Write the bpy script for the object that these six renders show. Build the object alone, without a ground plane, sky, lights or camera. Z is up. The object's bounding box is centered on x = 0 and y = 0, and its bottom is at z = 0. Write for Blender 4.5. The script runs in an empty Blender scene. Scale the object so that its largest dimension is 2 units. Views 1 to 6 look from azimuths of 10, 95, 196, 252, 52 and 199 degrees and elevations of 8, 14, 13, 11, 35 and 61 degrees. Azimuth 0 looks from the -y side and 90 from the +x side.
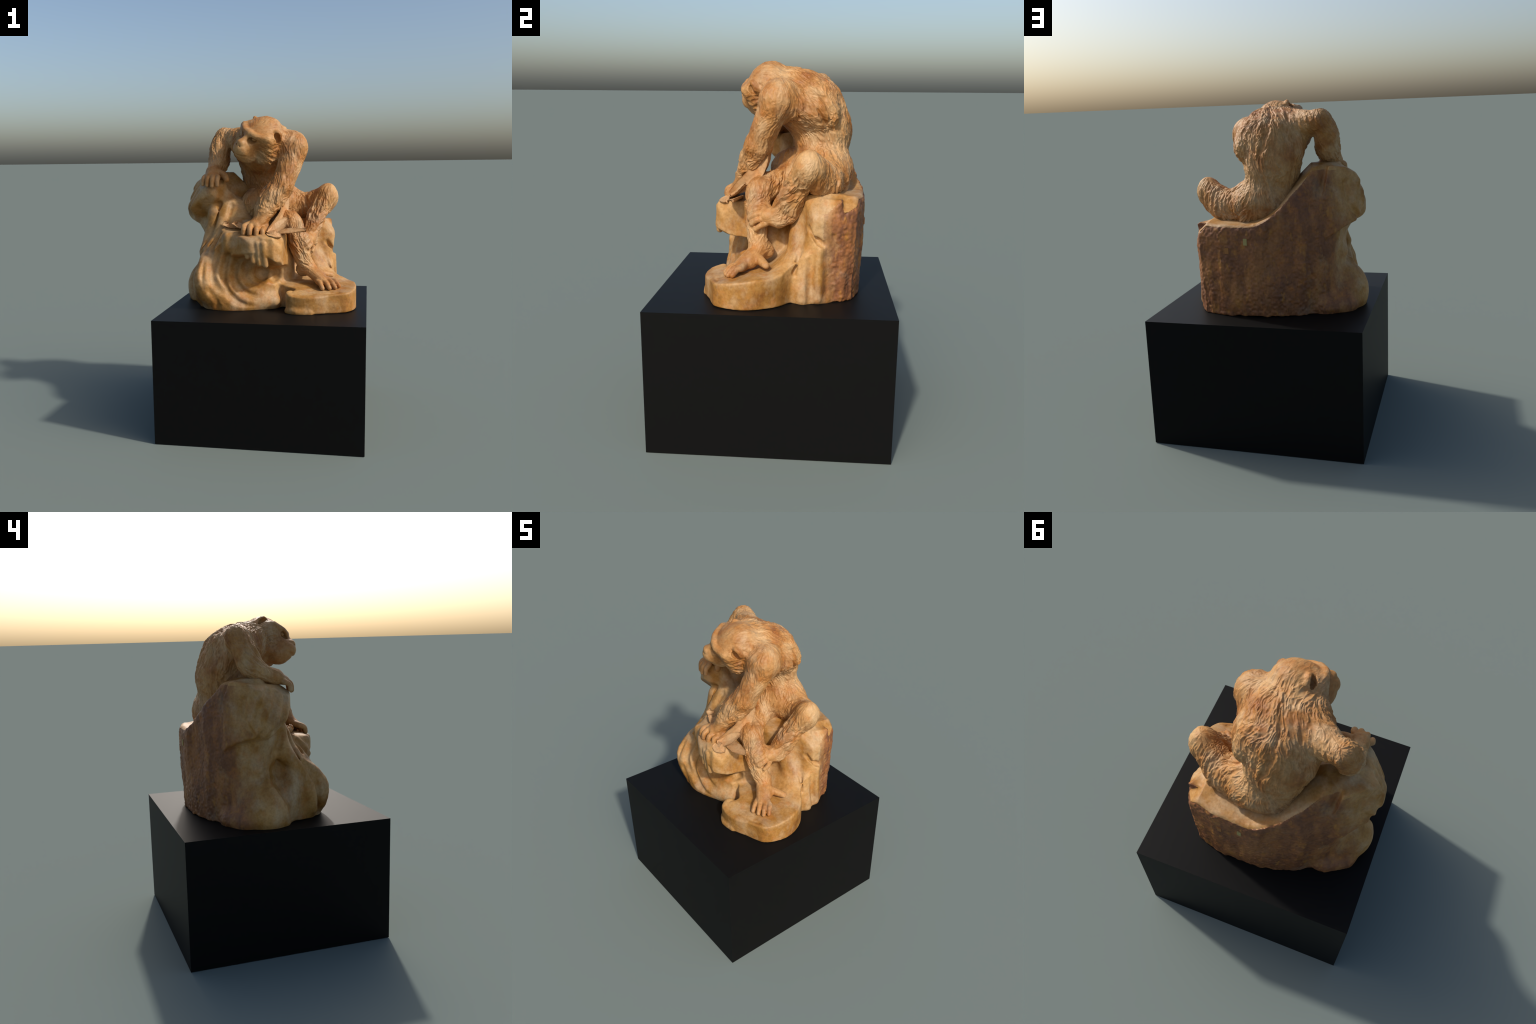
"""Terracotta figure of a seated monkey on a wave-worn rock, on a black plinth.

The sculpted masses are described as named primitives (ellipsoids, tapering
limbs, chisel-cut blocks, prisms) that are blended into one smooth skin, meshed,
furrowed with hair along the limbs, and then separated by anatomical region.
"""
import bpy, math
import numpy as np

V = lambda *a: np.array(a, np.float32)
norm = lambda a: np.asarray(a, np.float32) / np.linalg.norm(a)
VOX = 0.005

# ------------------------------------------------------------------ noise ----
RNG = np.random.default_rng(7)
LATTICE = RNG.uniform(-1, 1, (64, 64, 64)).astype(np.float32)


def noise(p, freq, off=0.0):
    """smooth value noise in [-1, 1] at points p (N,3)"""
    q = p * np.float32(freq) + np.float32(off)
    i = np.floor(q).astype(np.int32)
    f = q - i
    f = f * f * (3 - 2 * f)
    i0, i1 = i & 63, (i + 1) & 63
    x0, y0, z0, x1, y1, z1 = i0[:, 0], i0[:, 1], i0[:, 2], i1[:, 0], i1[:, 1], i1[:, 2]
    fx, fy, fz = f[:, 0], f[:, 1], f[:, 2]
    L = LATTICE
    a = L[x0, y0, z0] * (1 - fx) + L[x1, y0, z0] * fx
    b = L[x0, y1, z0] * (1 - fx) + L[x1, y1, z0] * fx
    c = L[x0, y0, z1] * (1 - fx) + L[x1, y0, z1] * fx
    d = L[x0, y1, z1] * (1 - fx) + L[x1, y1, z1] * fx
    a = a * (1 - fy) + b * fy
    c = c * (1 - fy) + d * fy
    return a * (1 - fz) + c * fz


def smooth(a, b, x):
    t = np.clip((x - a) / (b - a), 0, 1)
    return t * t * (3 - 2 * t)


# ------------------------------------------------------------- primitives ----
class Prim:
    """one sculpted mass: .dist(P) signed distance, .lo/.hi bounds, and how its hair lies"""
    def __init__(s, dist, lo, hi, label, k=0.03, sub=False, fur=0.0, flow=(0, 0, -1)):
        s.dist, s.lo, s.hi, s.label, s.k, s.sub, s.fur, s.flow = dist, np.array(lo), np.array(hi), label, k, sub, fur, flow


def ellipsoid(c, r, label, axes=None, **kw):
    c, r = V(*c), V(*r)
    A = np.eye(3, dtype=np.float32) if axes is None else np.array(axes, np.float32)   # rows are the axes
    def dist(P):
        q = (P - c) @ A.T
        k0 = np.sqrt(((q / r) ** 2).sum(-1)) + 1e-6
        k1 = np.sqrt(((q / (r * r)) ** 2).sum(-1)) + 1e-6
        return k0 * (k0 - 1) / k1
    e = np.sqrt(((A.T * r) ** 2).sum(1))
    return Prim(dist, c - e, c + e, label, **kw)


def limb(pts, label, flat=None, **kw):
    """tapering limb through points (x,y,z,radius); flat=(axis, factor) flattens the section"""
    pts = np.array(pts, np.float32)
    if len(pts) > 2:                                   # Catmull-Rom refinement
        n = len(pts); ext = np.vstack([2 * pts[0] - pts[1], pts, 2 * pts[-1] - pts[-2]])
        out = []
        for i in range(n - 1):
            p0, p1, p2, p3 = ext[i:i + 4]
            for t in (0, 1 / 3, 2 / 3):
                out.append(0.5 * (2 * p1 + (p2 - p0) * t + (2 * p0 - 5 * p1 + 4 * p2 - p3) * t * t + (3 * p1 - p0 - 3 * p2 + p3) * t ** 3))
        pts = np.array(out + [pts[-1]], np.float32)
    if flat is not None:
        ax, fac = norm(flat[0]), flat[1]
        M = (np.eye(3) + (fac - 1) * np.outer(ax, ax)).astype(np.float32)
    def dist(P):
        best = None
        Q = P if flat is None else (P - pts[0, :3]) @ M + pts[0, :3]
        for i in range(len(pts) - 1):
            a, b = pts[i], pts[i + 1]
            A, B = a[:3], b[:3]
            if flat is not None:
                A, B = (A - pts[0, :3]) @ M + pts[0, :3], (B - pts[0, :3]) @ M + pts[0, :3]
            ab = B - A
            t = np.clip(((Q - A) @ ab) / max(ab @ ab, 1e-9), 0, 1)
            d = np.sqrt(((Q - A - t[..., None] * ab) ** 2).sum(-1)) - (a[3] + (b[3] - a[3]) * t)
            best = d if best is None else np.minimum(best, d)
        return best
    r = pts[:, 3:4]
    kw.setdefault("flow", norm(pts[-1, :3] - pts[0, :3]))
    return Prim(dist, (pts[:, :3] - r).min(0), (pts[:, :3] + r).max(0), label, **kw)


def block(c, half, label, yaw=0, pitch=0, roll=0, rnd=0.015, **kw):
    c, h = V(*c), V(*half)
    cy, sy, cp, sp, cr, sr = (f(math.radians(a)) for a in (yaw, pitch, roll) for f in (math.cos, math.sin))
    Rz = np.array([[cy, -sy, 0], [sy, cy, 0], [0, 0, 1]]); Ry = np.array([[cp, 0, sp], [0, 1, 0], [-sp, 0, cp]])
    Rx = np.array([[1, 0, 0], [0, cr, -sr], [0, sr, cr]])
    R = (Rz @ Ry @ Rx).astype(np.float32)
    def dist(P):
        q = np.abs((P - c) @ R) - h + rnd
        return np.sqrt((np.maximum(q, 0) ** 2).sum(-1)) + np.minimum(q.max(-1), 0) - rnd
    e = np.abs(R) @ h
    return Prim(dist, c - e, c + e, label, **kw)


def chiselled(c, half, cuts, label, rnd=0.012, **kw):
    """a lump bounded by flat chisel cuts, each (direction, distance from the centre)"""
    c, h = V(*c), V(*half)
    planes = [(norm(n), o) for n, o in cuts]
    def dist(P):
        q = P - c
        d = None
        for n, o in planes:
            e = q @ n - o
            d = e if d is None else smax(d, e, rnd)
        return d
    return Prim(dist, c - h, c + h, label, **kw)


def rounded(poly, n=4):
    """closed Catmull-Rom curve through the outline's corners"""
    p = np.array(poly, float); out = []
    for i in range(len(p)):
        p0, p1, p2, p3 = p[i - 1], p[i], p[(i + 1) % len(p)], p[(i + 2) % len(p)]
        for t in np.arange(n) / n:
            out.append(0.5 * (2 * p1 + (p2 - p0) * t + (2 * p0 - 5 * p1 + 4 * p2 - p3) * t * t + (3 * p1 - p0 - 3 * p2 + p3) * t ** 3))
    return np.array(out, np.float32)


def prism(poly, bottom, top, label, edge=0.02, lean=0.0, shrink=0.0, soft=False, **kw):
    """upright mass over an outline; top is a height or a function of x, y"""
    poly = rounded(poly) if soft else np.array(poly, np.float32)
    topf = top if callable(top) else (lambda x, y: np.full_like(x, top))
    def dist(P):
        x, y, z = P[..., 0], P[..., 1], P[..., 2]
        d2 = np.full(x.shape, 1e9, np.float32); inside = np.zeros(x.shape, bool)
        n = len(poly)
        for i in range(n):
            a, b = poly[i], poly[(i + 1) % n]
            e = b - a
            wx, wy = x - a[0], y - a[1]
            t = np.clip((wx * e[0] + wy * e[1]) / (e @ e), 0, 1)
            d2 = np.minimum(d2, (wx - e[0] * t) ** 2 + (wy - e[1] * t) ** 2)
            cond = (a[1] > y) != (b[1] > y)
            with np.errstate(divide="ignore", invalid="ignore"):
                xi = a[0] + (y - a[1]) / (e[1] if e[1] else 1e-9) * e[0]
            inside ^= cond & (x < xi)
        d = np.sqrt(d2) * np.where(inside, -1, 1) + lean * np.minimum(z - bottom, .40) + shrink * np.maximum(z - bottom - .5, 0)
        return smax(smax(d, (z - topf(x, y)) * 0.85, edge), bottom - z, 0.01)
    hi = 2.0 if callable(top) else top
    return Prim(dist, (*(poly.min(0) - 0.02), bottom), (*(poly.max(0) + 0.02), hi), label, **kw)


def smin(a, b, k):
    if k <= 0: return np.minimum(a, b)
    h = np.maximum(k - np.abs(a - b), 0) / k
    return np.minimum(a, b) - h * h * k * 0.25


def smax(a, b, k):
    return -smin(-a, -b, k)


# ------------------------------------------------------- skin from masses ----
def sculpt(prims, lo, hi, h=VOX):
    lo, hi = np.array(lo, np.float32), np.array(hi, np.float32)
    n = np.ceil((hi - lo) / h).astype(int) + 1
    ax = [lo[i] + h * np.arange(n[i], dtype=np.float32) for i in range(3)]
    D = np.full(n, 0.2, np.float32)
    for p in prims:
        m = p.k + 4 * h
        a = np.clip(np.floor((p.lo - m - lo) / h).astype(int), 0, n)
        b = np.clip(np.ceil((p.hi + m - lo) / h).astype(int) + 1, 0, n)
        if (b <= a).any(): continue
        P = np.stack(np.meshgrid(*[ax[i][a[i]:b[i]] for i in range(3)], indexing="ij"), -1)
        sl = tuple(slice(a[i], b[i]) for i in range(3))
        d = p.dist(P)
        D[sl] = smax(D[sl], -d, p.k) if p.sub else smin(D[sl], d, p.k)
    return surface_nets(D, lo, h)


def surface_nets(D, lo, h):
    D = np.where(D == 0, 1e-6, D)
    S = D < 0
    nx, ny, nz = D.shape
    corners = [(i, j, k) for i in (0, 1) for j in (0, 1) for k in (0, 1)]
    cnt = np.zeros((nx - 1, ny - 1, nz - 1), np.uint8)
    for i, j, k in corners:
        cnt += S[i:nx - 1 + i, j:ny - 1 + j, k:nz - 1 + k]
    act = (cnt > 0) & (cnt < 8)
    idx = np.full(act.shape, -1, np.int64)
    cells = np.argwhere(act)
    idx[act] = np.arange(len(cells))
    acc = np.zeros((len(cells), 3), np.float64); num = np.zeros(len(cells))
    for c0 in corners:
        for axis in range(3):
            if c0[axis]: continue
            c1 = list(c0); c1[axis] = 1
            a = cells + c0; b = cells + c1
            da, db = D[tuple(a.T)], D[tuple(b.T)]
            m = (da < 0) != (db < 0)
            t = np.where(m, da / np.where(m, da - db, 1), 0)
            pt = np.array(c0, float) + np.zeros((len(cells), 3)); pt[:, axis] += t
            acc += pt * m[:, None]; num += m
    verts = (lo + (cells + acc / num[:, None]) * h).astype(np.float32)
    quads = []
    for axis in range(3):
        u, v = [(1, 2), (2, 0), (0, 1)][axis]
        sl0 = [slice(None)] * 3; sl1 = [slice(None)] * 3
        sl0[axis] = slice(0, -1); sl1[axis] = slice(1, None)
        cross = S[tuple(sl0)] != S[tuple(sl1)]
        e = np.argwhere(cross)
        e = e[(e[:, u] > 0) & (e[:, v] > 0) & (e[:, u] < D.shape[u] - 1) & (e[:, v] < D.shape[v] - 1)]
        inn = S[tuple(e.T)]
        def at(du, dv):
            q = e.copy(); q[:, u] -= du; q[:, v] -= dv
            return idx[tuple(q.T)]
        q = np.stack([at(1, 1), at(0, 1), at(0, 0), at(1, 0)], 1)
        q[~inn] = q[~inn][:, ::-1]
        quads.append(q)
    return verts, np.concatenate(quads)


def to_mesh(name, verts, faces):
    me = bpy.data.meshes.new(name)
    me.vertices.add(len(verts)); me.vertices.foreach_set("co", np.asarray(verts, np.float32).ravel())
    k = faces.shape[1]
    me.loops.add(faces.size); me.loops.foreach_set("vertex_index", faces.astype(np.int32).ravel())
    me.polygons.add(len(faces))
    me.polygons.foreach_set("loop_start", np.arange(0, faces.size, k, dtype=np.int32))
    me.update(calc_edges=True); me.validate()
    return me


def read_mesh(me):
    v = np.empty(len(me.vertices) * 3, np.float32); me.vertices.foreach_get("co", v)
    f = np.empty(len(me.loops), np.int32); me.loops.foreach_get("vertex_index", f)
    return v.reshape(-1, 3), f.reshape(-1, 4)


def normals_of(verts, quads):
    a, b, c, d = (verts[quads[:, i]] for i in range(4))
    fn = np.cross(c - a, d - b)
    n = np.zeros_like(verts)
    for ch in range(3):
        acc = np.zeros(len(verts))
        for i in range(4):
            acc += np.bincount(quads[:, i], fn[:, ch], len(verts))
        n[:, ch] = acc
    return n / np.maximum(np.linalg.norm(n, axis=1, keepdims=True), 1e-12)


def refine(verts, quads):
    ob = bpy.data.objects.new("tmp", to_mesh("tmp", verts, quads))
    bpy.context.collection.objects.link(ob)
    md = ob.modifiers.new("s", "SUBSURF"); md.levels = md.render_levels = 1
    dg = bpy.context.evaluated_depsgraph_get()
    out = read_mesh(ob.evaluated_get(dg).to_mesh())
    out = (out[0].copy(), out[1].copy())
    me = ob.data
    bpy.data.objects.remove(ob); bpy.data.meshes.remove(me)
    return out


def influence(prims, P, soft):
    """nearest label, hair amount and hair direction for every point"""
    best = np.full(len(P), 9.0, np.float32); lab = np.zeros(len(P), np.int32)
    names = sorted({p.label for p in prims if not p.sub})
    W = np.full(len(P), 1e-9, np.float32); fur = np.zeros(len(P), np.float32); flow = np.zeros((len(P), 3), np.float32)
    for p in prims:
        if p.sub: continue
        near = ((P > p.lo - 0.1) & (P < p.hi + 0.1)).all(1)
        if not near.any(): continue
        d = p.dist(P[near])
        i = np.flatnonzero(near)
        better = d < best[i]
        best[i[better]] = d[better]; lab[i[better]] = names.index(p.label)
        w = np.exp(-np.maximum(d + 0.03, 0) / soft)
        W[i] += w; fur[i] += w * p.fur
        fl = p.flow(P[i]) if callable(p.flow) else np.asarray(p.flow, np.float32)
        flow[i] += w[:, None] * fl
    flow /= np.maximum(np.linalg.norm(flow, axis=1, keepdims=True), 1e-6)
    return names, lab, fur / W, flow


def separate(name_map, verts, quads, names, lab, normals, parent, mats, counter):
    """split one skin into its regions; border vertices coincide and keep the whole skin's normals"""
    flab = lab[quads[:, 0]]
    for li, nm in enumerate(names):
        f = quads[flab == li]
        if not len(f): continue
        used, inv = np.unique(f, return_inverse=True)
        label = name_map.get(nm, nm)
        me = to_mesh(label, verts[used], inv.reshape(-1, 4))
        me.polygons.foreach_set("use_smooth", np.ones(len(f), bool))
        me.normals_split_custom_set_from_vertices(normals[used].astype(float).tolist())
        ob = bpy.data.objects.new(label, me)
        bpy.context.collection.objects.link(ob)
        me.materials.append(mats(nm)); ob.parent = parent
        counter.append(ob)


# ----------------------------------------------------------------- monkey ----
# head frame: side (towards its left ear), forward (towards the nose), up
HC = V(-.027, -.088, 1.92)
HS = norm((.745, -.483, -.461)); HF = norm((-.663, -.572, -.48)); HF = norm(HF - HS * (HF @ HS)); HU = norm(np.cross(HF, HS)) * 1
if HU[2] < 0: HU = -HU
HA = np.array([HS, HF, HU])
hp = lambda s, f, u: HC + s * HS + f * HF + u * HU
hl = lambda *pts: [(*hp(*q[:3]), q[3]) for q in pts]


def monkey_masses():
    P = []
    A = P.append
    down_back = lambda q: norm_rows(np.stack([0.5 * (q[:, 0] + .03), 1.1 * (q[:, 2] - 1.5), -(0.4 + 0 * q[:, 0])], 1))
    # torso: rump, waist, ribcage, hump of the shoulders
    T = dict(label="torso", fur=1.0, flow=down_back)
    A(ellipsoid((-.015, .25, 1.43), (.188, .165, .145), k=.04, **T))
    A(ellipsoid((-.062, .24, 1.62), (.165, .162, .20), k=.04, **T))
    A(limb([(-.19, .19, 1.76, .07), (-.185, .26, 1.68, .065)], k=.03, **T))
    A(ellipsoid((-.035, .165, 1.765), (.205, .184, .160), k=.045, **T))
    A(ellipsoid((-.05, .075, 1.855), (.185, .15, .105), k=.045, **T))
    A(ellipsoid((-.11, .10, 1.41), (.105, .145, .118), k=.03, **T))          # belly
    # neck and throat
    A(limb([(-.06, .06, 1.82, .12), (-.06, -.02, 1.81, .11)], "neck", k=.04, fur=.6, flow=norm((.2, .8, -.5))))
    A(limb([(-.075, .10, 1.74, .105), (-.06, .0, 1.775, .09)], "neck", k=.04, fur=.5, flow=(0, 0, -1)))
    A(limb([(.125, .05, 1.755, .06), (.11, .16, 1.745, .065), (.08, .26, 1.72, .07)], "torso", k=.03, fur=1.6, flow=norm((.1, .2, -1))))   # fringe under the arm
    # ---- head
    hair = lambda q: norm_rows(-HF[None] * .8 - HU[None] * (.5 + 0 * q[:, :1]) + HS[None] * (np.sign((q - HC) @ HS)[:, None] * .1))
    ruff = lambda q: norm_rows(-HF[None] * (.75 + 4 * ((q - HC) @ HU)[:, None] + .25) - HU[None] * (.55 + 0 * q[:, :1]))
    A(ellipsoid(hp(0, .0, -.06), (.122, .128, .113), "head", axes=HA, k=.025, fur=.3, flow=hair))
    A(ellipsoid(hp(0, .055, -.012), (.105, .085, .050), "head", axes=HA, k=.02, fur=.15, flow=hair))
    A(limb(hl((0, .10, -.065, .080), (0, .197, -.054, .053)), "head", k=.03, fur=0))
    A(limb(hl((0, .08, -.115, .08), (0, .182, -.095, .05)), "head", k=.025, fur=0))
    A(ellipsoid(hp(0, .15, -.112), (.072, .075, .062), "head", axes=HA, k=.025, fur=.3, flow=hair))
    for sg in (1, -1):
        A(ellipsoid(hp(sg * .07, .05, -.085), (.072, .078, .072), "head", axes=HA, k=.02, fur=1.5, flow=ruff))
        A(ellipsoid(hp(sg * .07, .055, -.15), (.070, .082, .064), "head", axes=HA, k=.02, fur=1.6, flow=ruff))
        A(limb(hl((0, .118, .024, .020), (sg * .05, .112, .020, .021), (sg * .108, .07, .004, .022)), "head", k=.015, fur=.1))
        A(limb(hl((sg * .05, .10, -.03, .033), (sg * .075, .06, -.03, .038)), "head", k=.02, fur=.0))
        A(ellipsoid(hp(sg * .085, .045, -.035), (.058, .065, .055), "head", axes=HA, k=.02, fur=.6, flow=hair))
        A(limb(hl((sg * .014, .196, -.006, .014), (sg * .02, .186, -.012, .012)), "head", k=.012, fur=0))
    A(limb(hl((0, .115, .01, .020), (0, .16, .0, .019), (0, .196, -.006, .017)), "head", k=.02, fur=0))
    for sg in (1, -1):
        A(ellipsoid(hp(sg * .040, .134, -.002), (.030, .030, .018), "head", axes=HA, k=.008, sub=True))
        A(limb(hl((sg * .012, .215, -.014, .007), (sg * .016, .205, -.013, .007)), "head", k=.005, sub=True))
    # mouth line, from corner to corner round the front of the lip
    A(limb(hl((.072, .190, -.090, .008), (.048, .230, -.076, .010), (0, .251, -.068, .009), (-.048, .230, -.076, .010), (-.072, .190, -.090, .008)), "head", k=.006, sub=True))
    for sg in (1, -1):
        A(ellipsoid(hp(sg * .039, .117, -.002), (.020, .016, .0135), "head", axes=HA, k=.003, fur=0))
        # ear: a cupped shell
        ec = hp(sg * (.110 if sg > 0 else .101), -.012, -.024)
        en = norm(HS * sg * .62 + HF * .75 + HU * .1); eu = norm(HU - en * (HU @ en)); ev = np.cross(en, eu)
        EA = np.array([en, ev, eu])
        A(ellipsoid(ec, (.026, .033, .046), "ear", axes=EA, k=.012, fur=0))
        A(ellipsoid(ec + en * .020 + eu * .002, (.021, .024, .035), "ear", axes=EA, k=.005, sub=True))

    # ---- arm on its left, reaching down to the wave
    A(ellipsoid((.145, .015, 1.80), (.095, .10, .10), "arm.L", k=.05, fur=.5, flow=norm((.1, -.1, -1))))
    A(limb([(.15, .0, 1.78, .085), (.13, -.05, 1.67, .074), (.092, -.095, 1.56, .070)], "arm.L", k=.04, fur=1.0))
    A(limb([(.085, -.105, 1.54, .070), (.035, -.125, 1.478, .081), (-.012, -.168, 1.398, .065), (-.03, -.20, 1.345, .045)], "arm.L", k=.03, fur=1.25))
    A(limb([(.12, -.09, 1.545, .03), (.09, -.135, 1.525, .03)], "arm.L", k=.02, fur=.2))
    A(limb([(-.03, -.195, 1.345, .046), (-.06, -.225, 1.315, .045)], "hand.L", k=.02, flat=((.2, -.3, 1), 1.4)))
    for (kx, ky, kz), (tx, ty, tz) in zip([(-.125, -.25, 1.305), (-.088, -.26, 1.303), (-.048, -.25, 1.295), (-.015, -.235, 1.288)],
                                          [(-.13, -.29, 1.262), (-.09, -.30, 1.260), (-.05, -.29, 1.256), (-.012, -.275, 1.252)]):
        A(limb([(-.055, -.205, 1.325, .024), (kx, ky, kz, .020), ((kx + tx) / 2, (ky + ty) / 2 - .012, (kz + tz) / 2 + .006, .0175), (tx, ty, tz, .0155)], "hand.L", k=.004))
    A(limb([(-.03, -.19, 1.33, .024), (.005, -.215, 1.295, .02), (0, -.245, 1.272, .017)], "hand.L", k=.01))

    # ---- arm on its right: elbow thrown up and back, forearm down on to the tall rock
    A(ellipsoid((-.195, .085, 1.80), (.078, .08, .078), "arm.R", k=.04, fur=.8, flow=norm((-.5, .3, -.7))))
    A(limb([(-.17, .14, 1.845, .09), (-.27, .19, 1.858, .076), (-.345, .222, 1.872, .060)], "arm.R", k=.035, fur=.9, flow=norm((-.3, .3, -1))))
    A(limb([(-.35, .228, 1.88, .052), (-.372, .185, 1.80, .069), (-.374, .14, 1.70, .070), (-.38, .06, 1.65, .054), (-.382, .0, 1.635, .048)], "arm.R", k=.025, fur=.9))
    A(limb([(-.382, .0, 1.635, .046), (-.385, -.05, 1.615, .038)], "hand.R", k=.02, flat=((0, -.3, 1), 1.3)))
    for (kx, ky, kz), (tx, ty, tz) in zip([(-.43, -.045, 1.605), (-.40, -.065, 1.61), (-.368, -.075, 1.61), (-.337, -.072, 1.607)],
                                          [(-.437, -.075, 1.56), (-.405, -.095, 1.555), (-.37, -.105, 1.55), (-.335, -.10, 1.555)]):
        A(limb([(-.385, -.02, 1.625, .024), (kx, ky, kz, .0175), ((kx + tx) / 2, (ky + ty) / 2 - .01, (kz + tz) / 2 + .008, .0155), (tx, ty, tz, .014)], "hand.R", k=.003))
    A(limb([(-.37, .0, 1.635, .03), (-.31, -.02, 1.62, .024), (-.285, -.04, 1.59, .02)], "hand.R", k=.01))

    # ---- leg on its left, crossed over the other
    A(limb([(.06, .27, 1.39, .115), (.21, .25, 1.405, .086), (.345, .195, 1.455, .073)], "leg.L", k=.05, fur=.9, flow=norm((.35, .1, -.8))))
    A(limb([(.08, .29, 1.36, .09), (.22, .27, 1.37, .075)], "leg.L", k=.04, fur=1.6, flow=norm((.1, .1, -1))))
    A(limb([(.22, .265, 1.375, .075), (.32, .205, 1.395, .058)], "leg.L", k=.04, fur=1.5, flow=norm((.1, .1, -1))))
    A(ellipsoid((.366, .18, 1.48), (.062, .066, .076), "leg.L", k=.035, fur=.1, flow=(0, 0, -1)))
    A(limb([(.36, .165, 1.45, .064), (.30, .105, 1.345, .060), (.262, .045, 1.25, .051), (.255, .025, 1.205, .05)], "leg.L", k=.03, fur=1.3))
    A(limb([(.27, .125, 1.30, .055), (.258, .075, 1.20, .045)], "leg.L", k=.03, fur=1.7, flow=norm((-.1, .1, -1))))
    A(limb([(.258, .025, 1.182, .050), (.25, -.035, 1.197, .044)], "foot.L", k=.02, fur=.2))
    for b, t in zip([(.237, -.055, 1.235), (.252, -.06, 1.210), (.262, -.055, 1.183), (.270, -.042, 1.158)],
                    [(.236, -.125, 1.215), (.246, -.128, 1.185), (.262, -.118, 1.158), (.284, -.092, 1.130)]):
        m = tuple((np.array(b) + np.array(t)) / 2 + V(.014, -.004, .006))
        A(limb([(.25, -.02, 1.195, .026), (*b, .0165), (*m, .0145), (*t, .0125)], "foot.L", k=.003))
    A(limb([(.235, .0, 1.20, .03), (.205, -.04, 1.235, .02)], "foot.L", k=.01))

    # ---- leg on its right, standing on the slab
    A(limb([(-.06, .16, 1.38, .11), (.03, .03, 1.345, .080), (.12, -.075, 1.318, .072)], "leg.R", k=.05, fur=1.3, flow=norm((.3, -.3, -.8))))
    A(ellipsoid((.148, -.09, 1.31), (.060, .064, .072), "leg.R", k=.035, fur=.1))
    A(limb([(.155, -.09, 1.30, .062), (.183, -.097, 1.20, .060), (.22, -.092, 1.09, .052), (.245, -.085, 1.03, .046)], "leg.R", k=.03, fur=1.5))
    A(limb([(.222, -.05, 1.005, .05), (.245, -.07, 1.025, .047)], "foot.R", k=.02, fur=.4))
    A(limb([(.245, -.075, 1.03, .047), (.305, -.12, .985, .047), (.355, -.165, .948, .043)], "foot.R", k=.02, fur=.5, flat=((.3, -.3, 1), 1.25)))
    for b, t in zip([(.328, -.19, .945), (.361, -.188, .948), (.391, -.175, .95), (.413, -.155, .952)],
                    [(.36, -.245, .914), (.403, -.235, .915), (.437, -.22, .918), (.46, -.195, .924)]):
        m = tuple((np.array(b) + np.array(t)) / 2 + V(0, 0, .010))
        A(limb([(.31, -.13, .965, .025), (*b, .0185), (*m, .0160), (*t, .0140)], "foot.R", k=.004))
    A(limb([(.27, -.08, 1.0, .035), (.335, -.115, .965, .035)], "foot.R", k=.02, fur=.3))
    A(limb([(.29, -.09, .98, .03), (.345, -.06, .974, .025), (.40, -.03, .966, .019)], "foot.R", k=.012))
    return P


def norm_rows(a):
    return a / np.maximum(np.linalg.norm(a, axis=1, keepdims=True), 1e-6)


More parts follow.
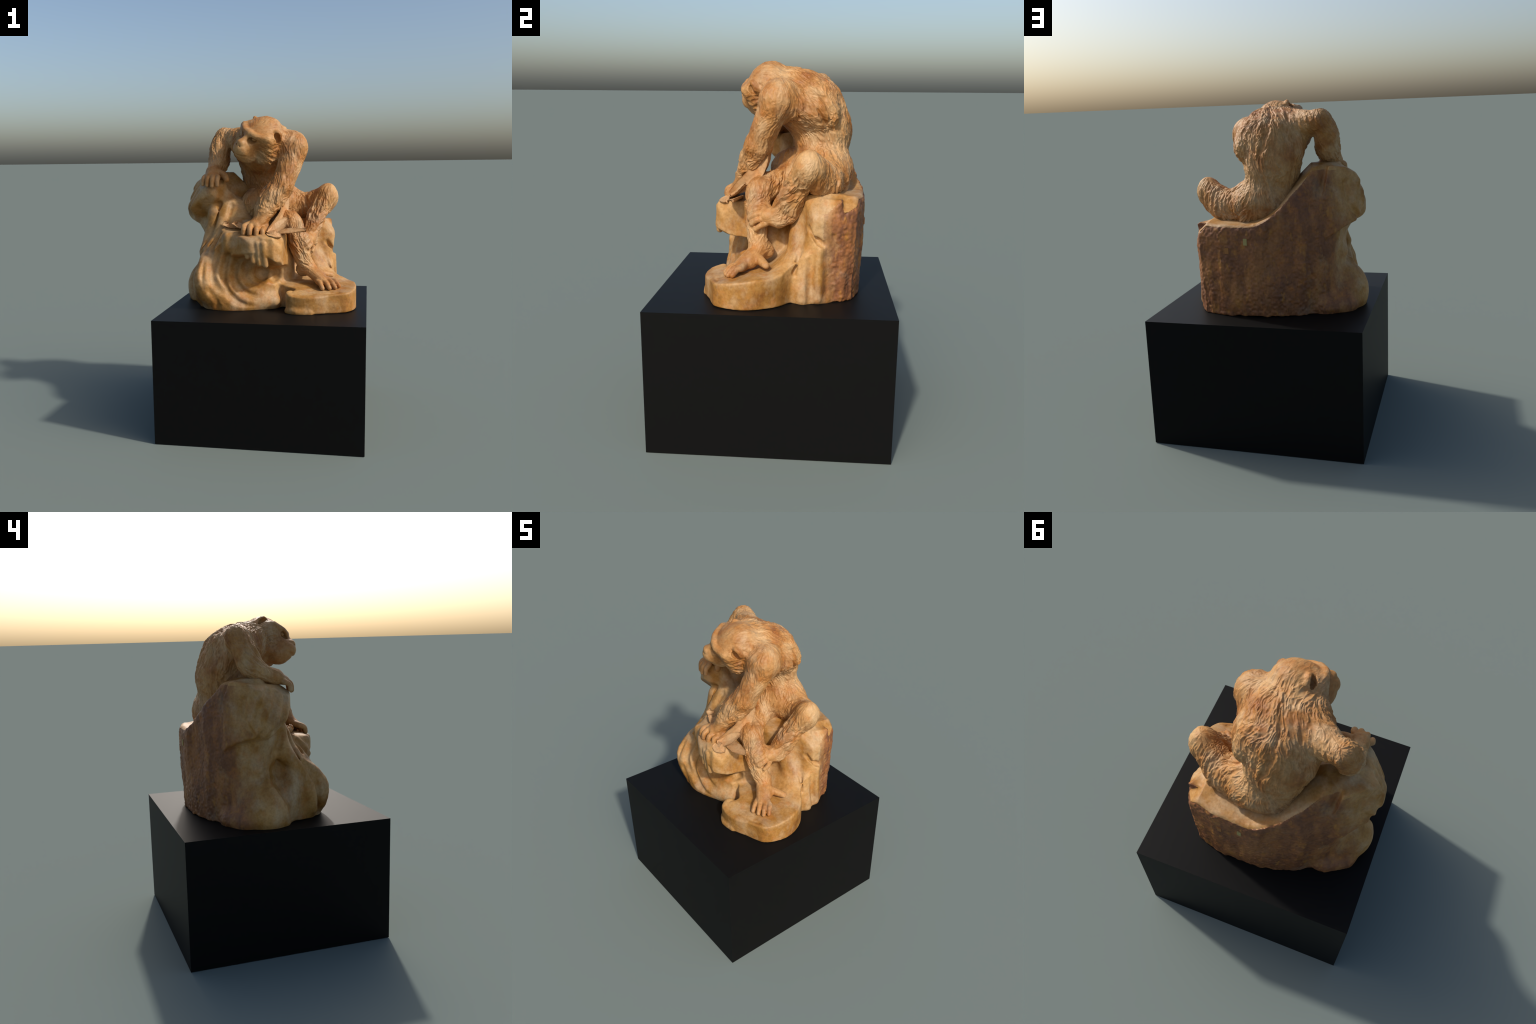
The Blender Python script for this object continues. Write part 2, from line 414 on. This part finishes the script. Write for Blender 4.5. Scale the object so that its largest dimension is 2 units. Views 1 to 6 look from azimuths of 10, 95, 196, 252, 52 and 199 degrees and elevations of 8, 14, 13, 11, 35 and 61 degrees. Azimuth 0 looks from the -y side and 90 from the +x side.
# ------------------------------------------------------------------- rock ----
def rock_masses():
    P = []
    A = P.append
    Z0 = .772
    # main block: seat at one end, ramp climbing to the tall boulder at the other
    foot = [(.385, .22), (.385, .29), (.372, .36), (.335, .415), (.2, .455), (0, .465), (-.13, .445), (-.25, .40), (-.365, .32), (-.44, .24),
            (-.49, .10), (-.40, .03), (-.25, .0), (-.02, .0), (.12, .06), (.25, .15)]
    def top(x, y):
        seat = 1.316 + .12 * np.clip(.40 - y, 0, .12) - .10 * np.maximum(.28 - y, 0) - .9 * np.maximum(x - .295, 0)
        ramp = 1.335 + (-.07 - x) * .95 + .42 * np.clip(.42 - y, 0, .24) - 1.6 * np.maximum(.16 - y, 0)
        return np.minimum(smax(seat, ramp, .10), 1.635 - .25 * np.maximum(y - .20, 0))
    A(prism(foot, Z0, top, "rock", edge=.03, lean=-.045, shrink=.15, k=.03))
    A(limb([(.375, .19, .79, .035), (.38, .265, .79, .03)], "rock", k=.03))
    # tall boulder the arm leans on
    A(chiselled((-.40, .13, 1.42), (.25, .32, .28),
                [((-1, -.1, .1), .180), ((-1, -.5, .5), .172), ((-.6, -.2, 1), .193), ((0, -.1, 1), .185), ((-.35, -.94, .05), .205), ((-.8, -1, .2), .195), ((-.2, -1, -.6), .175),
                 ((0, 1, 0), .20), ((-.7, .7, .15), .145), ((-.5, 0, -1), .172), ((.95, .3, .25), .095), ((.6, -1, .6), .22), ((-.6, -.6, 1), .195), ((.07, -.7, -.65), .11), ((.5, -.5, -.7), .085), ((.8, -.6, -.1), .145), ((-1, -.6, -.8), .180)],
                "boulder", rnd=.010, k=.02))
    # apron sliding down from the boulder to the wave crest, with a fold down its middle
    A(limb([(-.29, .04, 1.47, .04), (-.30, -.015, 1.38, .04), (-.315, -.06, 1.28, .05), (-.35, -.07, 1.18, .06)], "wave", k=.035))
    A(limb([(-.22, .06, 1.36, .10), (-.22, .02, 1.27, .12)], "wave", k=.05))
    # wave: one mass under a falling crest line
    body = [(-.545, .07), (-.53, -.02), (-.48, -.10), (-.435, -.20), (-.39, -.27), (-.33, -.31), (-.2, -.315), (-.05, -.25), (.06, -.195), (.11, -.10), (.08, .05), (-.3, .2), (-.5, .2)]
    def crest(x, y):
        return 1.275 - 1.0 * np.maximum(-.30 - x, 0) - .8 * np.maximum(-.14 - y, 0) - (.5 + 6 * np.clip(-.32 - x, 0, .12)) * np.maximum(y + .11, 0)
    A(prism(body, Z0, crest, "wave", edge=.05, lean=.06, k=.03))
    A(limb([(-.47, .225, .80, .075), (-.38, .295, .80, .065)], "wave", k=.04))
    A(ellipsoid((-.378, .10, .85), (.215, .18, .22), "wave", k=.03))
    A(limb([(-.36, -.10, 1.16, .04), (-.405, -.145, 1.10, .04), (-.405, -.21, 1.075, .034), (-.395, -.24, 1.0, .05)], "wave", k=.03))
    A(limb([(-.365, .0, 1.36, .06), (-.39, -.025, 1.22, .055), (-.42, -.09, 1.12, .045)], "wave", k=.03))
    # groove between the rear mound and the front sheet
    A(limb([(-.455, .015, 1.09, .055), (-.50, .0, 1.03, .065), (-.55, -.05, .92, .05), (-.525, -.09, .76, .048)], "wave", k=.03, sub=True))
    A(limb([(-.41, -.16, 1.03, .05), (-.43, -.19, .93, .055), (-.42, -.2, .84, .05)], "wave", k=.03))
    # outer lobe
    A(limb([(-.39, -.235, 1.03, .05), (-.392, -.255, .96, .072), (-.36, -.25, .87, .080), (-.28, -.25, .83, .075), (-.16, -.245, .815, .068), (.03, -.185, .81, .058)], "wave", k=.03))
    # the spiral bowl of the curl
    cx, cz = -.055, 1.02
    def bowl(Q):
        x, y, z = Q[..., 0] - cx, Q[..., 1], Q[..., 2] - cz
        r = np.sqrt(x * x + z * z); th = np.arctan2(z, x)
        ring = .010 * np.sin((r + .012 * np.sin(th * 1.0)) * 95)
        Y = -.162 - (.62 - .36 * smooth(-.5, .3, z / (r + .01))) * r + ring * smooth(.05, .12, r)
        return smax((y - Y) * .65, r - .36, .02)
    A(Prim(bowl, (-.42, -.45, .70), (.30, -.12, 1.36), "wave", k=.012, sub=True))
    A(limb([(-.035, -.26, 1.0, .07), (-.03, -.155, .995, .048)], "wave", k=.02, sub=True))
    A(limb([(.055, -.26, .985, .062), (.05, -.145, .985, .048)], "wave", k=.02, sub=True))
    # folds running over the apron, the crest and down the outer lobe
    for fold, r in [([(-.255, -.03, 1.42), (-.27, -.085, 1.34), (-.31, -.125, 1.27), (-.37, -.16, 1.17)], .010),
                    ([(-.335, -.01, 1.43), (-.345, -.055, 1.33), (-.37, -.085, 1.25), (-.43, -.12, 1.13)], .009),
                    ([(-.30, -.16, 1.24), (-.355, -.235, 1.13), (-.345, -.30, 1.02), (-.29, -.325, .92), (-.18, -.32, .86)], .018),
                    ([(-.44, -.16, 1.12), (-.455, -.215, 1.03), (-.46, -.235, .92), (-.43, -.25, .80)], .014),
                    ([(-.345, -.335, .90), (-.30, -.335, .83), (-.30, -.33, .77)], .012)]:
        A(limb([(*q, r) for q in fold], "wave", k=.022, sub=True))
    # crest and hanging lip, cut in flat facets
    A(chiselled((.03, -.228, 1.16), (.16, .16, .14), [((.65, -.75, .1), .105), ((0, -1, .1), .11), ((1, -.1, 0), .085), ((-1, -.2, 0), .09), ((0, 0, 1), .09), ((.1, -.1, -1), .113),
                 ((.5, -.6, -1), .126), ((0, 1, 0), .12), ((-.6, -.8, .1), .11), ((0, -.6, 1), .115), ((.6, -.3, 1), .11), ((-.6, -.4, -1), .07), ((.9, -.5, .5), .098)], "wave", rnd=.006, k=.012))
    A(chiselled((-.08, -.228, 1.19), (.14, .14, .1), [((.2, -1, .1), .11), ((-.6, -1, 0), .105), ((0, 0, 1), .06), ((0, -.3, -1), .080), ((-1, 0, .2), .12), ((1, 0, 0), .10), ((0, 1, 0), .12), ((0, -.8, 1), .095), ((-.7, -.4, 1), .11)], "wave", rnd=.012, k=.02))
    for x, y, z, r in [(-.115, -.305, 1.115, .020), (-.075, -.318, 1.09, .021), (-.035, -.322, 1.075, .022), (.0, -.325, 1.07, .024)]:
        A(limb([(x, y, 1.20, r), (x + .012, y - .002, z, r * .8)], "wave", k=.01))
    A(block((-.14, -.12, 1.20), (.15, .13, .06), "wave", yaw=10, rnd=.03, k=.04))
    A(limb([(-.21, -.065, 1.285, .045), (-.10, -.075, 1.285, .05), (.0, -.075, 1.28, .055)], "wave", k=.04))
    A(limb([(.03, -.16, 1.10, .06), (.07, -.06, 1.09, .085), (.06, .0, .95, .10)], "wave", k=.03))
    # slab under the foot, rising behind it towards the seat
    pad = [(.135, -.30), (.155, -.345), (.20, -.365), (.26, -.37), (.33, -.355), (.40, -.325), (.46, -.305), (.51, -.285), (.545, -.24), (.562, -.18), (.565, -.12), (.555, -.06), (.53, -.005), (.49, .045),
           (.45, .075), (.42, .10), (.40, .14), (.39, .20), (.25, .20), (.10, .05), (.06, -.10), (.10, -.17), (.16, -.21), (.185, -.235), (.175, -.26), (.15, -.27)]
    def slab_top(x, y):
        slope = .8 - 3.6 * np.clip(x - .30, 0, .21)
        return .897 + .006 * smooth(.40, .16, x) + .15 * np.clip(y + .27, 0, .2) + slope * np.maximum(y + .02, 0) - .25 * np.maximum(-.28 - y, 0)
    A(prism(pad, Z0, slab_top, "slab", edge=.010, k=.025, soft=True))
    # shallow lip cut round the edge of the slab top, and a foot ledge below it at the left
    A(limb([(.185, -.255, .908, .006), (.172, -.30, .905, .007), (.205, -.333, .905, .008), (.28, -.335, .903, .008), (.38, -.305, .90, .008), (.46, -.275, .897, .006)], "slab", k=.008, sub=True))
    A(limb([(.15, -.33, .785, .02), (.21, -.36, .785, .022), (.29, -.355, .782, .018)], "slab", k=.015))
    # drapery of rock from the seat to the slab, ending in a scroll
    A(limb([(.345, .27, 1.20, .05), (.335, .22, 1.08, .05), (.345, .18, .97, .055), (.385, .165, .86, .05), (.40, .165, .79, .045)], "rock", k=.035))
    A(limb([(.20, .17, 1.2, .06), (.24, .14, 1.08, .06), (.29, .14, .99, .06)], "rock", k=.05))
    A(limb([(.375, .27, 1.215, .022), (.392, .25, 1.19, .016)], "rock", k=.02))
    A(limb([(.40, .25, 1.08, .02), (.395, .24, .95, .03), (.405, .24, .80, .03)], "rock", k=.025))
    A(limb([(.425, .275, 1.02, .014), (.43, .285, .90, .018), (.43, .28, .77, .015)], "rock", k=.02, sub=True))
    A(limb([(.425, .205, 1.1, .012), (.42, .20, .95, .016), (.44, .20, .77, .014)], "rock", k=.02, sub=True))
    # sharp-edged facet at the seat's front corner, with a crease and folds running down from it
    A(chiselled((.355, .285, 1.238), (.09, .10, .10), [((.85, -.3, .6), .035), ((-1, 0, 0), .06), ((0, 1, .1), .07), ((.3, -1, .2), .045), ((.5, -.2, -1), .05), ((0, 0, 1), .07), ((.9, .3, -.2), .035)], "rock", rnd=.006, k=.02))
    A(limb([(.36, .185, 1.16, .010), (.392, .235, 1.10, .014), (.41, .265, 1.085, .014), (.415, .30, 1.12, .010)], "rock", k=.02, sub=True))
    A(limb([(.40, .315, 1.13, .008), (.412, .31, 1.08, .012), (.43, .315, .95, .014), (.44, .315, .78, .012)], "rock", k=.015, sub=True))
    A(limb([(.35, .15, 1.10, .009), (.375, .135, 1.0, .010), (.40, .115, .93, .010)], "rock", k=.022, sub=True))
    # cleft in the back wall
    A(limb([(-.085, .475, 1.28, .012), (-.09, .48, 1.2, .02), (-.085, .48, 1.05, .018)], "rock", k=.02, sub=True))
    A(ellipsoid((-.21, .478, 1.17), (.14, .065, .28), "rock", k=.03, sub=True))
    # folds raked down the boulder's outer face, and the line where it overhangs the wave
    boulder = next(p for p in P if p.label == "boulder")
    def on_face(y, z):                                 # x where the boulder's outer face lies at (y, z)
        xs = np.linspace(-.70, -.35, 200, dtype=np.float32)
        d = boulder.dist(np.stack([xs, np.full_like(xs, y), np.full_like(xs, z)], 1))
        return float(xs[np.argmax(d < 0)]) if (d < 0).any() else -.48
    for fold, r in [([(.23, 1.52), (.235, 1.40), (.19, 1.31)], .016), ([(.16, 1.56), (.20, 1.50), (.215, 1.42)], .012),
                    ([(.09, 1.57), (.13, 1.50), (.178, 1.42), (.165, 1.33)], .018), ([(.03, 1.555), (.065, 1.475), (.13, 1.38), (.16, 1.30)], .016), ([(-.03, 1.52), (.01, 1.43), (.06, 1.34)], .014)]:
        A(limb([(on_face(y, z) - .004, y, z, r) for y, z in fold], "boulder", k=.02, sub=True))
    A(limb([(-.475, .29, 1.05, .02), (-.49, .166, 1.05, .025), (-.48, .081, 1.11, .025), (-.45, .023, 1.21, .025), (-.43, -.02, 1.31, .02)], "boulder", k=.02, sub=True))
    # undercut between the tall boulder and the wave
    A(limb([(-.58, -.04, 1.19, .10), (-.56, .17, 1.18, .10), (-.50, .32, 1.2, .05)], "rock", k=.04, sub=True))
    A(ellipsoid((-.51, .27, 1.08), (.085, .10, .13), "rock", k=.03, sub=True))
    return P


# ----------------------------------------------------------------- leaves ----
def leaf_mesh(name, spine, up, half, thick=.007, cup=.012, seed=0):
    """a carved leaf: curved midrib, pointed outline, cupped blade with side veins, real thickness"""
    sp = np.array(spine, np.float32); n = 28; m = 13
    ext = np.vstack([2 * sp[0] - sp[1], sp, 2 * sp[-1] - sp[-2]])
    pts = []
    for i in range(len(sp) - 1):
        p0, p1, p2, p3 = ext[i:i + 4]
        for t in np.linspace(0, 1, 12, endpoint=False):
            pts.append(0.5 * (2 * p1 + (p2 - p0) * t + (2 * p0 - 5 * p1 + 4 * p2 - p3) * t * t + (3 * p1 - p0 - 3 * p2 + p3) * t ** 3))
    pts = np.array(pts + [sp[-1]])
    idx = np.linspace(0, len(pts) - 1, n)
    C = np.stack([np.interp(idx, np.arange(len(pts)), pts[:, k]) for k in range(3)], 1)
    tan = norm_rows(np.gradient(C, axis=0))
    nrm = norm_rows(np.asarray(up, float)[None] - tan * (tan @ np.asarray(up, float))[:, None])
    side = np.cross(tan, nrm)
    u = np.linspace(0, 1, n)
    w = half * np.sqrt(np.clip(np.sin(np.pi * np.clip(u * .93 + .06, 0, 1)), 0, 1)) * (1 + .05 * np.sin(u * 19 + seed))
    v = np.linspace(-1, 1, m)
    top = C[:, None] + side[:, None] * (w[:, None] * v)[..., None]
    rel = cup * v[None] ** 2 - .0035 * np.exp(-(v[None] / .10) ** 2) + .0012 * np.sin(u[:, None] * 60 - np.abs(v[None]) * 9)
    body = thick * (1 - .6 * np.abs(v[None]) ** 4)
    hi = top + nrm[:, None] * (rel + body / 2)[..., None]; lo = top + nrm[:, None] * (rel - body / 2)[..., None]
    vs = np.concatenate([hi.reshape(-1, 3), lo.reshape(-1, 3)]); N = n * m
    g = np.arange(N).reshape(n, m)
    q = np.stack([g[:-1, :-1], g[1:, :-1], g[1:, 1:], g[:-1, 1:]], -1).reshape(-1, 4)
    edge = np.concatenate([g[:, 0], g[-1, 1:], g[-2::-1, -1], g[0, -2:0:-1]])
    e2 = np.roll(edge, -1)
    q = np.concatenate([q, q[:, ::-1] + N, np.stack([edge, edge + N, e2 + N, e2], 1)[:, ::-1]])
    me = to_mesh(name, vs, q[:, ::-1])
    me.polygons.foreach_set("use_smooth", np.ones(len(me.polygons), bool))
    return me


LEAVES = [  # midrib points, facing, half width
    ([(.105, -.055, 1.505), (.102, -.09, 1.43), (.078, -.17, 1.345), (.01, -.265, 1.272)], (.85, -.5, -.1), .042),
    ([(.01, -.255, 1.268), (.07, -.225, 1.285), (.135, -.16, 1.345)], (.25, -.6, .8), .036),
    ([(.04, -.20, 1.252), (.14, -.215, 1.262), (.255, -.218, 1.272)], (0, -.35, 1), .036),
    ([(.02, -.27, 1.258), (.06, -.285, 1.25), (.105, -.27, 1.238)], (.1, -.5, 1), .034),
    ([(-.06, -.19, 1.285), (-.14, -.165, 1.277), (-.205, -.15, 1.30), (-.215, -.15, 1.325)], (0, -.3, 1), .03),
    ([(-.12, -.15, 1.285), (-.21, -.12, 1.278), (-.275, -.115, 1.29), (-.29, -.115, 1.32)], (0, -.3, 1), .032),
    ([(-.02, -.12, 1.40), (-.03, -.155, 1.45), (-.036, -.175, 1.495)], (-.6, -.6, .3), .02),
]


# -------------------------------------------------------------- materials ----
def lin(r, g, b):
    f = lambda c: (c / 255 / 12.92) if c / 255 < .04045 else ((c / 255 + .055) / 1.055) ** 2.4
    return (f(r), f(g), f(b), 1)


def terracotta(name, stops, pale_tone, pale_amount, streak=None, raw=None, rough=.54, bump=.25):
    """fired clay: broad warm patches, a thin pale veil in places, fine grain; optional upright streaks"""
    m = bpy.data.materials.new(name); m.use_nodes = True
    nt = m.node_tree; N, L = nt.nodes, nt.links
    b = N["Principled BSDF"]
    tc = N.new("ShaderNodeTexCoord")
    def tex(scale, detail, sc=(1, 1, 1), rough_=.6, loc=(0, 0, 0)):
        mp = N.new("ShaderNodeMapping"); mp.inputs["Scale"].default_value = sc; mp.inputs["Location"].default_value = loc
        L.new(tc.outputs["Object"], mp.inputs["Vector"])
        n = N.new("ShaderNodeTexNoise"); n.inputs["Scale"].default_value = scale; n.inputs["Detail"].default_value = detail; n.inputs["Roughness"].default_value = rough_
        L.new(mp.outputs["Vector"], n.inputs["Vector"]); return n.outputs["Fac"]
    def ramp(fac, stops):
        r = N.new("ShaderNodeValToRGB"); e = r.color_ramp.elements
        while len(e) < len(stops): e.new(.5)
        for el, (p, c) in zip(e, stops): el.position, el.color = p, c
        L.new(fac, r.inputs["Fac"]); return r.outputs["Color"]
    def mix(fac, a, c, mode="MIX"):
        x = N.new("ShaderNodeMix"); x.data_type = "RGBA"; x.blend_type = mode
        if isinstance(fac, float): x.inputs[0].default_value = fac
        else: L.new(fac, x.inputs[0])
        L.new(a, x.inputs[6])
        if isinstance(c, tuple): x.inputs[7].default_value = c
        else: L.new(c, x.inputs[7])
        return x.outputs[2]
    B, Wh = (0, 0, 0, 1), (1, 1, 1, 1)
    base = ramp(tex(5.5, 6, rough_=.65), stops)
    veil = ramp(tex(7, 5, (1, 1.3, .8), loc=(3, 1, 7)), [(.46, B), (.70, (pale_amount,) * 3 + (1,))])
    base = mix(veil, base, pale_tone)
    if streak:
        base = mix(ramp(tex(11, 6, (1.7, 1.7, .4), loc=(1, 5, 2)), [(.44, B), (.62, Wh)]), base, streak[0])
        base = mix(ramp(tex(26, 5, (1.2, 1.2, .6), loc=(4, 2, 2)), [(.55, B), (.68, Wh)]), base, streak[1])
    if raw:                                            # raw brown taking over towards the back, carried left to darken the shaded side
        sx = N.new("ShaderNodeSeparateXYZ"); L.new(tc.outputs["Object"], sx.inputs[0])
        wob = N.new("ShaderNodeMath"); wob.operation = "MULTIPLY_ADD"; wob.inputs[1].default_value = .5; L.new(tex(6, 6, (1, 1, .6), .7), wob.inputs[0]); L.new(sx.outputs["Y"], wob.inputs[2])
        mr = N.new("ShaderNodeMapRange"); mr.inputs["From Min"].default_value = .44; mr.inputs["From Max"].default_value = .58; L.new(wob.outputs[0], mr.inputs["Value"])
        back = ramp(tex(5.5, 6, rough_=.65, loc=(2, 2, 2)), raw[0])
        back = mix(ramp(tex(11, 6, (1.7, 1.7, .4), loc=(1, 5, 2)), [(.42, B), (.66, Wh)]), back, raw[1])
        back = mix(ramp(tex(26, 5, (1.2, 1.2, .5), loc=(4, 2, 2)), [(.55, B), (.72, Wh)]), back, raw[2])
        back = mix(ramp(tex(4, 4, loc=(8, 2, 5)), [(.56, B), (.70, (.7, .7, .7, 1))]), back, raw[3])
        base = mix(mr.outputs["Result"], base, back)
    blush = ramp(tex(17, 4, loc=(9, 9, 1)), [(.52, B), (.75, (.5, .5, .5, 1))])
    base = mix(blush, base, lin(176, 108, 46))
    base = mix(.7, base, ramp(tex(70, 4), [(.33, (.74, .72, .70, 1)), (.58, Wh)]), "MULTIPLY")
    L.new(base, b.inputs["Base Color"])
    b.inputs["Roughness"].default_value = rough
    b.inputs["Specular IOR Level"].default_value = .3
    bp = N.new("ShaderNodeBump"); bp.inputs["Strength"].default_value = bump; bp.inputs["Distance"].default_value = .004
    L.new(tex(90, 5), bp.inputs["Height"]); L.new(bp.outputs["Normal"], b.inputs["Normal"])
    return m


# ---------------------------------------------------------------- assemble ----
def hair_relief(verts, nrm, fur, flow):
    """locks of hair: streaks drawn out along the lie of the hair, tapering to their tips"""
    t = norm_rows(flow - nrm * (flow * nrm).sum(1, keepdims=True))
    side = np.cross(nrm, t)
    bend = noise(verts, 10, 3.3) * .6 + noise(verts, 26, 7.3) * .3
    t = norm_rows(t + side * bend[:, None])
    side = np.cross(nrm, t)
    lock = np.zeros(len(verts), np.float32); fine = np.zeros(len(verts), np.float32); ws = 0
    for i in range(-5, 12):
        s = i * .0085
        w = math.exp(-max(s, 0) / .05) * (1 if i >= 0 else 1 + i / 6)
        q = verts + t * s + side * (np.sin(s * 60 + bend * 5) * .006)[:, None]
        lock += w * noise(q, 50, 11.7); fine += w * noise(q, 96, 23.1); ws += w
    lock /= ws; fine /= ws
    strand = 1 - 2.2 * np.abs(np.tanh(fine * 5)) ** .8
    relief = np.tanh(lock * 6) * .7 + strand * .55
    long = smooth(.95, 1.5, fur)
    relief = relief + long * np.tanh(lock * 7) * .55
    patch = .75 + .35 * noise(verts, 8, 5.1)
    return np.minimum(fur, 1.15) * patch * relief * .0068


def build():
    root = bpy.data.objects.new("monkey_statue", None)
    bpy.context.collection.objects.link(root)
    root["label"] = "terracotta monkey seated on wave-worn rock, black plinth"
    root["category"] = "statue"

    clay = terracotta("clay_monkey", [(.30, lin(130, 76, 34)), (.46, lin(164, 113, 60)), (.66, lin(190, 147, 95))], lin(188, 159, 120), .75)
    rocky = [(.30, lin(128, 80, 32)), (.46, lin(160, 113, 53)), (.66, lin(188, 146, 92))]
    clay_rock = terracotta("clay_rock", rocky, lin(186, 158, 121), .8)
    clay_back = terracotta("clay_raw_back", rocky, lin(186, 158, 121), .8, bump=.5,
                           raw=([(.32, lin(100, 64, 44)), (.50, lin(142, 92, 55)), (.68, lin(164, 112, 66))], lin(112, 72, 48), lin(164, 112, 52), lin(128, 108, 88)))  # raw browns set darker than the sunlit wall, part of its shadow baked in
    clay_leaf = terracotta("clay_leaf", [(.32, lin(164, 112, 64)), (.48, lin(182, 136, 88)), (.66, lin(190, 152, 108))], lin(186, 156, 118), .7)
    black = bpy.data.materials.new("black_paint"); black.use_nodes = True
    bb = black.node_tree.nodes["Principled BSDF"]
    bb.inputs["Base Color"].default_value = (.0048, .0047, .0045, 1); bb.inputs["Roughness"].default_value = .5; bb.inputs["Specular IOR Level"].default_value = .1

    parts = []
    # plinth
    h, z = .633, .771
    me = bpy.data.meshes.new("plinth")
    v = [(sx * h, sy * h, zz) for zz in (0, z) for sx, sy in ((-1, -1), (1, -1), (1, 1), (-1, 1))]
    me.from_pydata(v, [], [(3, 2, 1, 0), (4, 5, 6, 7), (0, 1, 5, 4), (1, 2, 6, 5), (2, 3, 7, 6), (3, 0, 4, 7)])
    pl = bpy.data.objects.new("plinth", me); bpy.context.collection.objects.link(pl)
    me.materials.append(black); pl.parent = root

    # rock
    rp = rock_masses()
    rv, rq = sculpt(rp, (-.68, -.45, .755), (.62, .55, 1.72))
    rv, rq = refine(rv, rq)
    n = normals_of(rv, rq)
    names, lab, _, _ = influence(rp, rv, .02)
    # the untooled back of the rock keeps its raw, streaky skin
    wall = (lab == names.index("rock")) & (n[:, 2] < .5) & (rv[:, 1] > .26) | \
           (lab != names.index("slab")) & ((n[:, 2] < .6) | (rv[:, 2] < 1.1)) & (rv[:, 1] > .10) & (rv[:, 0] < -.1) & (rv[:, 2] < 1.6)
    names = names + ["rock_back"]
    lab = np.where(wall, len(names) - 1, lab)
    w = wall * smooth(.26, .34, rv[:, 1])
    amp = .0025 * noise(rv, 9, 1.1) + .0014 * noise(rv, 22, 4.2) + .0007 * noise(rv, 60, 8.8)
    amp += w * (.006 * noise(rv * V(1, 1, .5), 24, 2.2) + .003 * noise(rv, 70, 6.1))
    rv = rv + n * amp[:, None].astype(np.float32)
    rv[:, 2] = np.maximum(rv[:, 2], .7715)
    separate({}, rv, rq, names, lab, normals_of(rv, rq), root, lambda nm: clay_back if nm == "rock_back" else clay_rock, parts)

    # leaves under and beside the hand
    for i, (spine, up, half) in enumerate(LEAVES):
        me = leaf_mesh("leaf", spine, up, half, seed=i)
        ob = bpy.data.objects.new("leaf", me); bpy.context.collection.objects.link(ob)
        me.materials.append(clay_leaf); ob.parent = root

    # two small paper labels stuck to the raw back
    for nm, (x, z), (hw, hh), col in [("label", (.048, 1.22), (.0105, .019), lin(168, 150, 92)), ("label", (.163, 1.166), (.012, .017), lin(160, 106, 52))]:
        near = rv[(np.abs(rv[:, 0] - x) < .02) & (np.abs(rv[:, 2] - z) < .025) & (rv[:, 1] > .3)]
        y = near[:, 1].max() + .0005
        me = bpy.data.meshes.new(nm); vs = [(x + a * hw, y + d, z + c * hh) for d in (-.012, .001) for a, c in ((-1, -1), (1, -1), (1, 1), (-1, 1))]
        me.from_pydata(vs, [], [(0, 1, 2, 3), (7, 6, 5, 4), (0, 4, 5, 1), (1, 5, 6, 2), (2, 6, 7, 3), (3, 7, 4, 0)])
        paper = bpy.data.materials.new("label_paper"); paper.use_nodes = True
        nd = paper.node_tree.nodes; pb = nd["Principled BSDF"]; pb.inputs["Roughness"].default_value = .8
        tx = nd.new("ShaderNodeTexNoise"); tx.inputs["Scale"].default_value = 60; rp = nd.new("ShaderNodeValToRGB")
        rp.color_ramp.elements[0].color = tuple(c * .75 for c in col[:3]) + (1,); rp.color_ramp.elements[1].color = col
        paper.node_tree.links.new(tx.outputs["Fac"], rp.inputs["Fac"]); paper.node_tree.links.new(rp.outputs["Color"], pb.inputs["Base Color"])
        me.materials.append(paper)
        ob = bpy.data.objects.new(nm, me); bpy.context.collection.objects.link(ob); ob.parent = root

    # monkey
    mp = monkey_masses()
    mv, mq = sculpt(mp, (-.52, -.34, .86), (.50, .50, 2.03))
    mv, mq = refine(mv, mq)
    n = normals_of(mv, mq)
    names, lab, fur, flow = influence(mp, mv, .02)
    mv = mv + n * hair_relief(mv, n, fur, flow)[:, None]
    separate({nm: nm.split(".")[0] for nm in names}, mv, mq, names, lab, normals_of(mv, mq), root, lambda nm: clay, parts)


build()
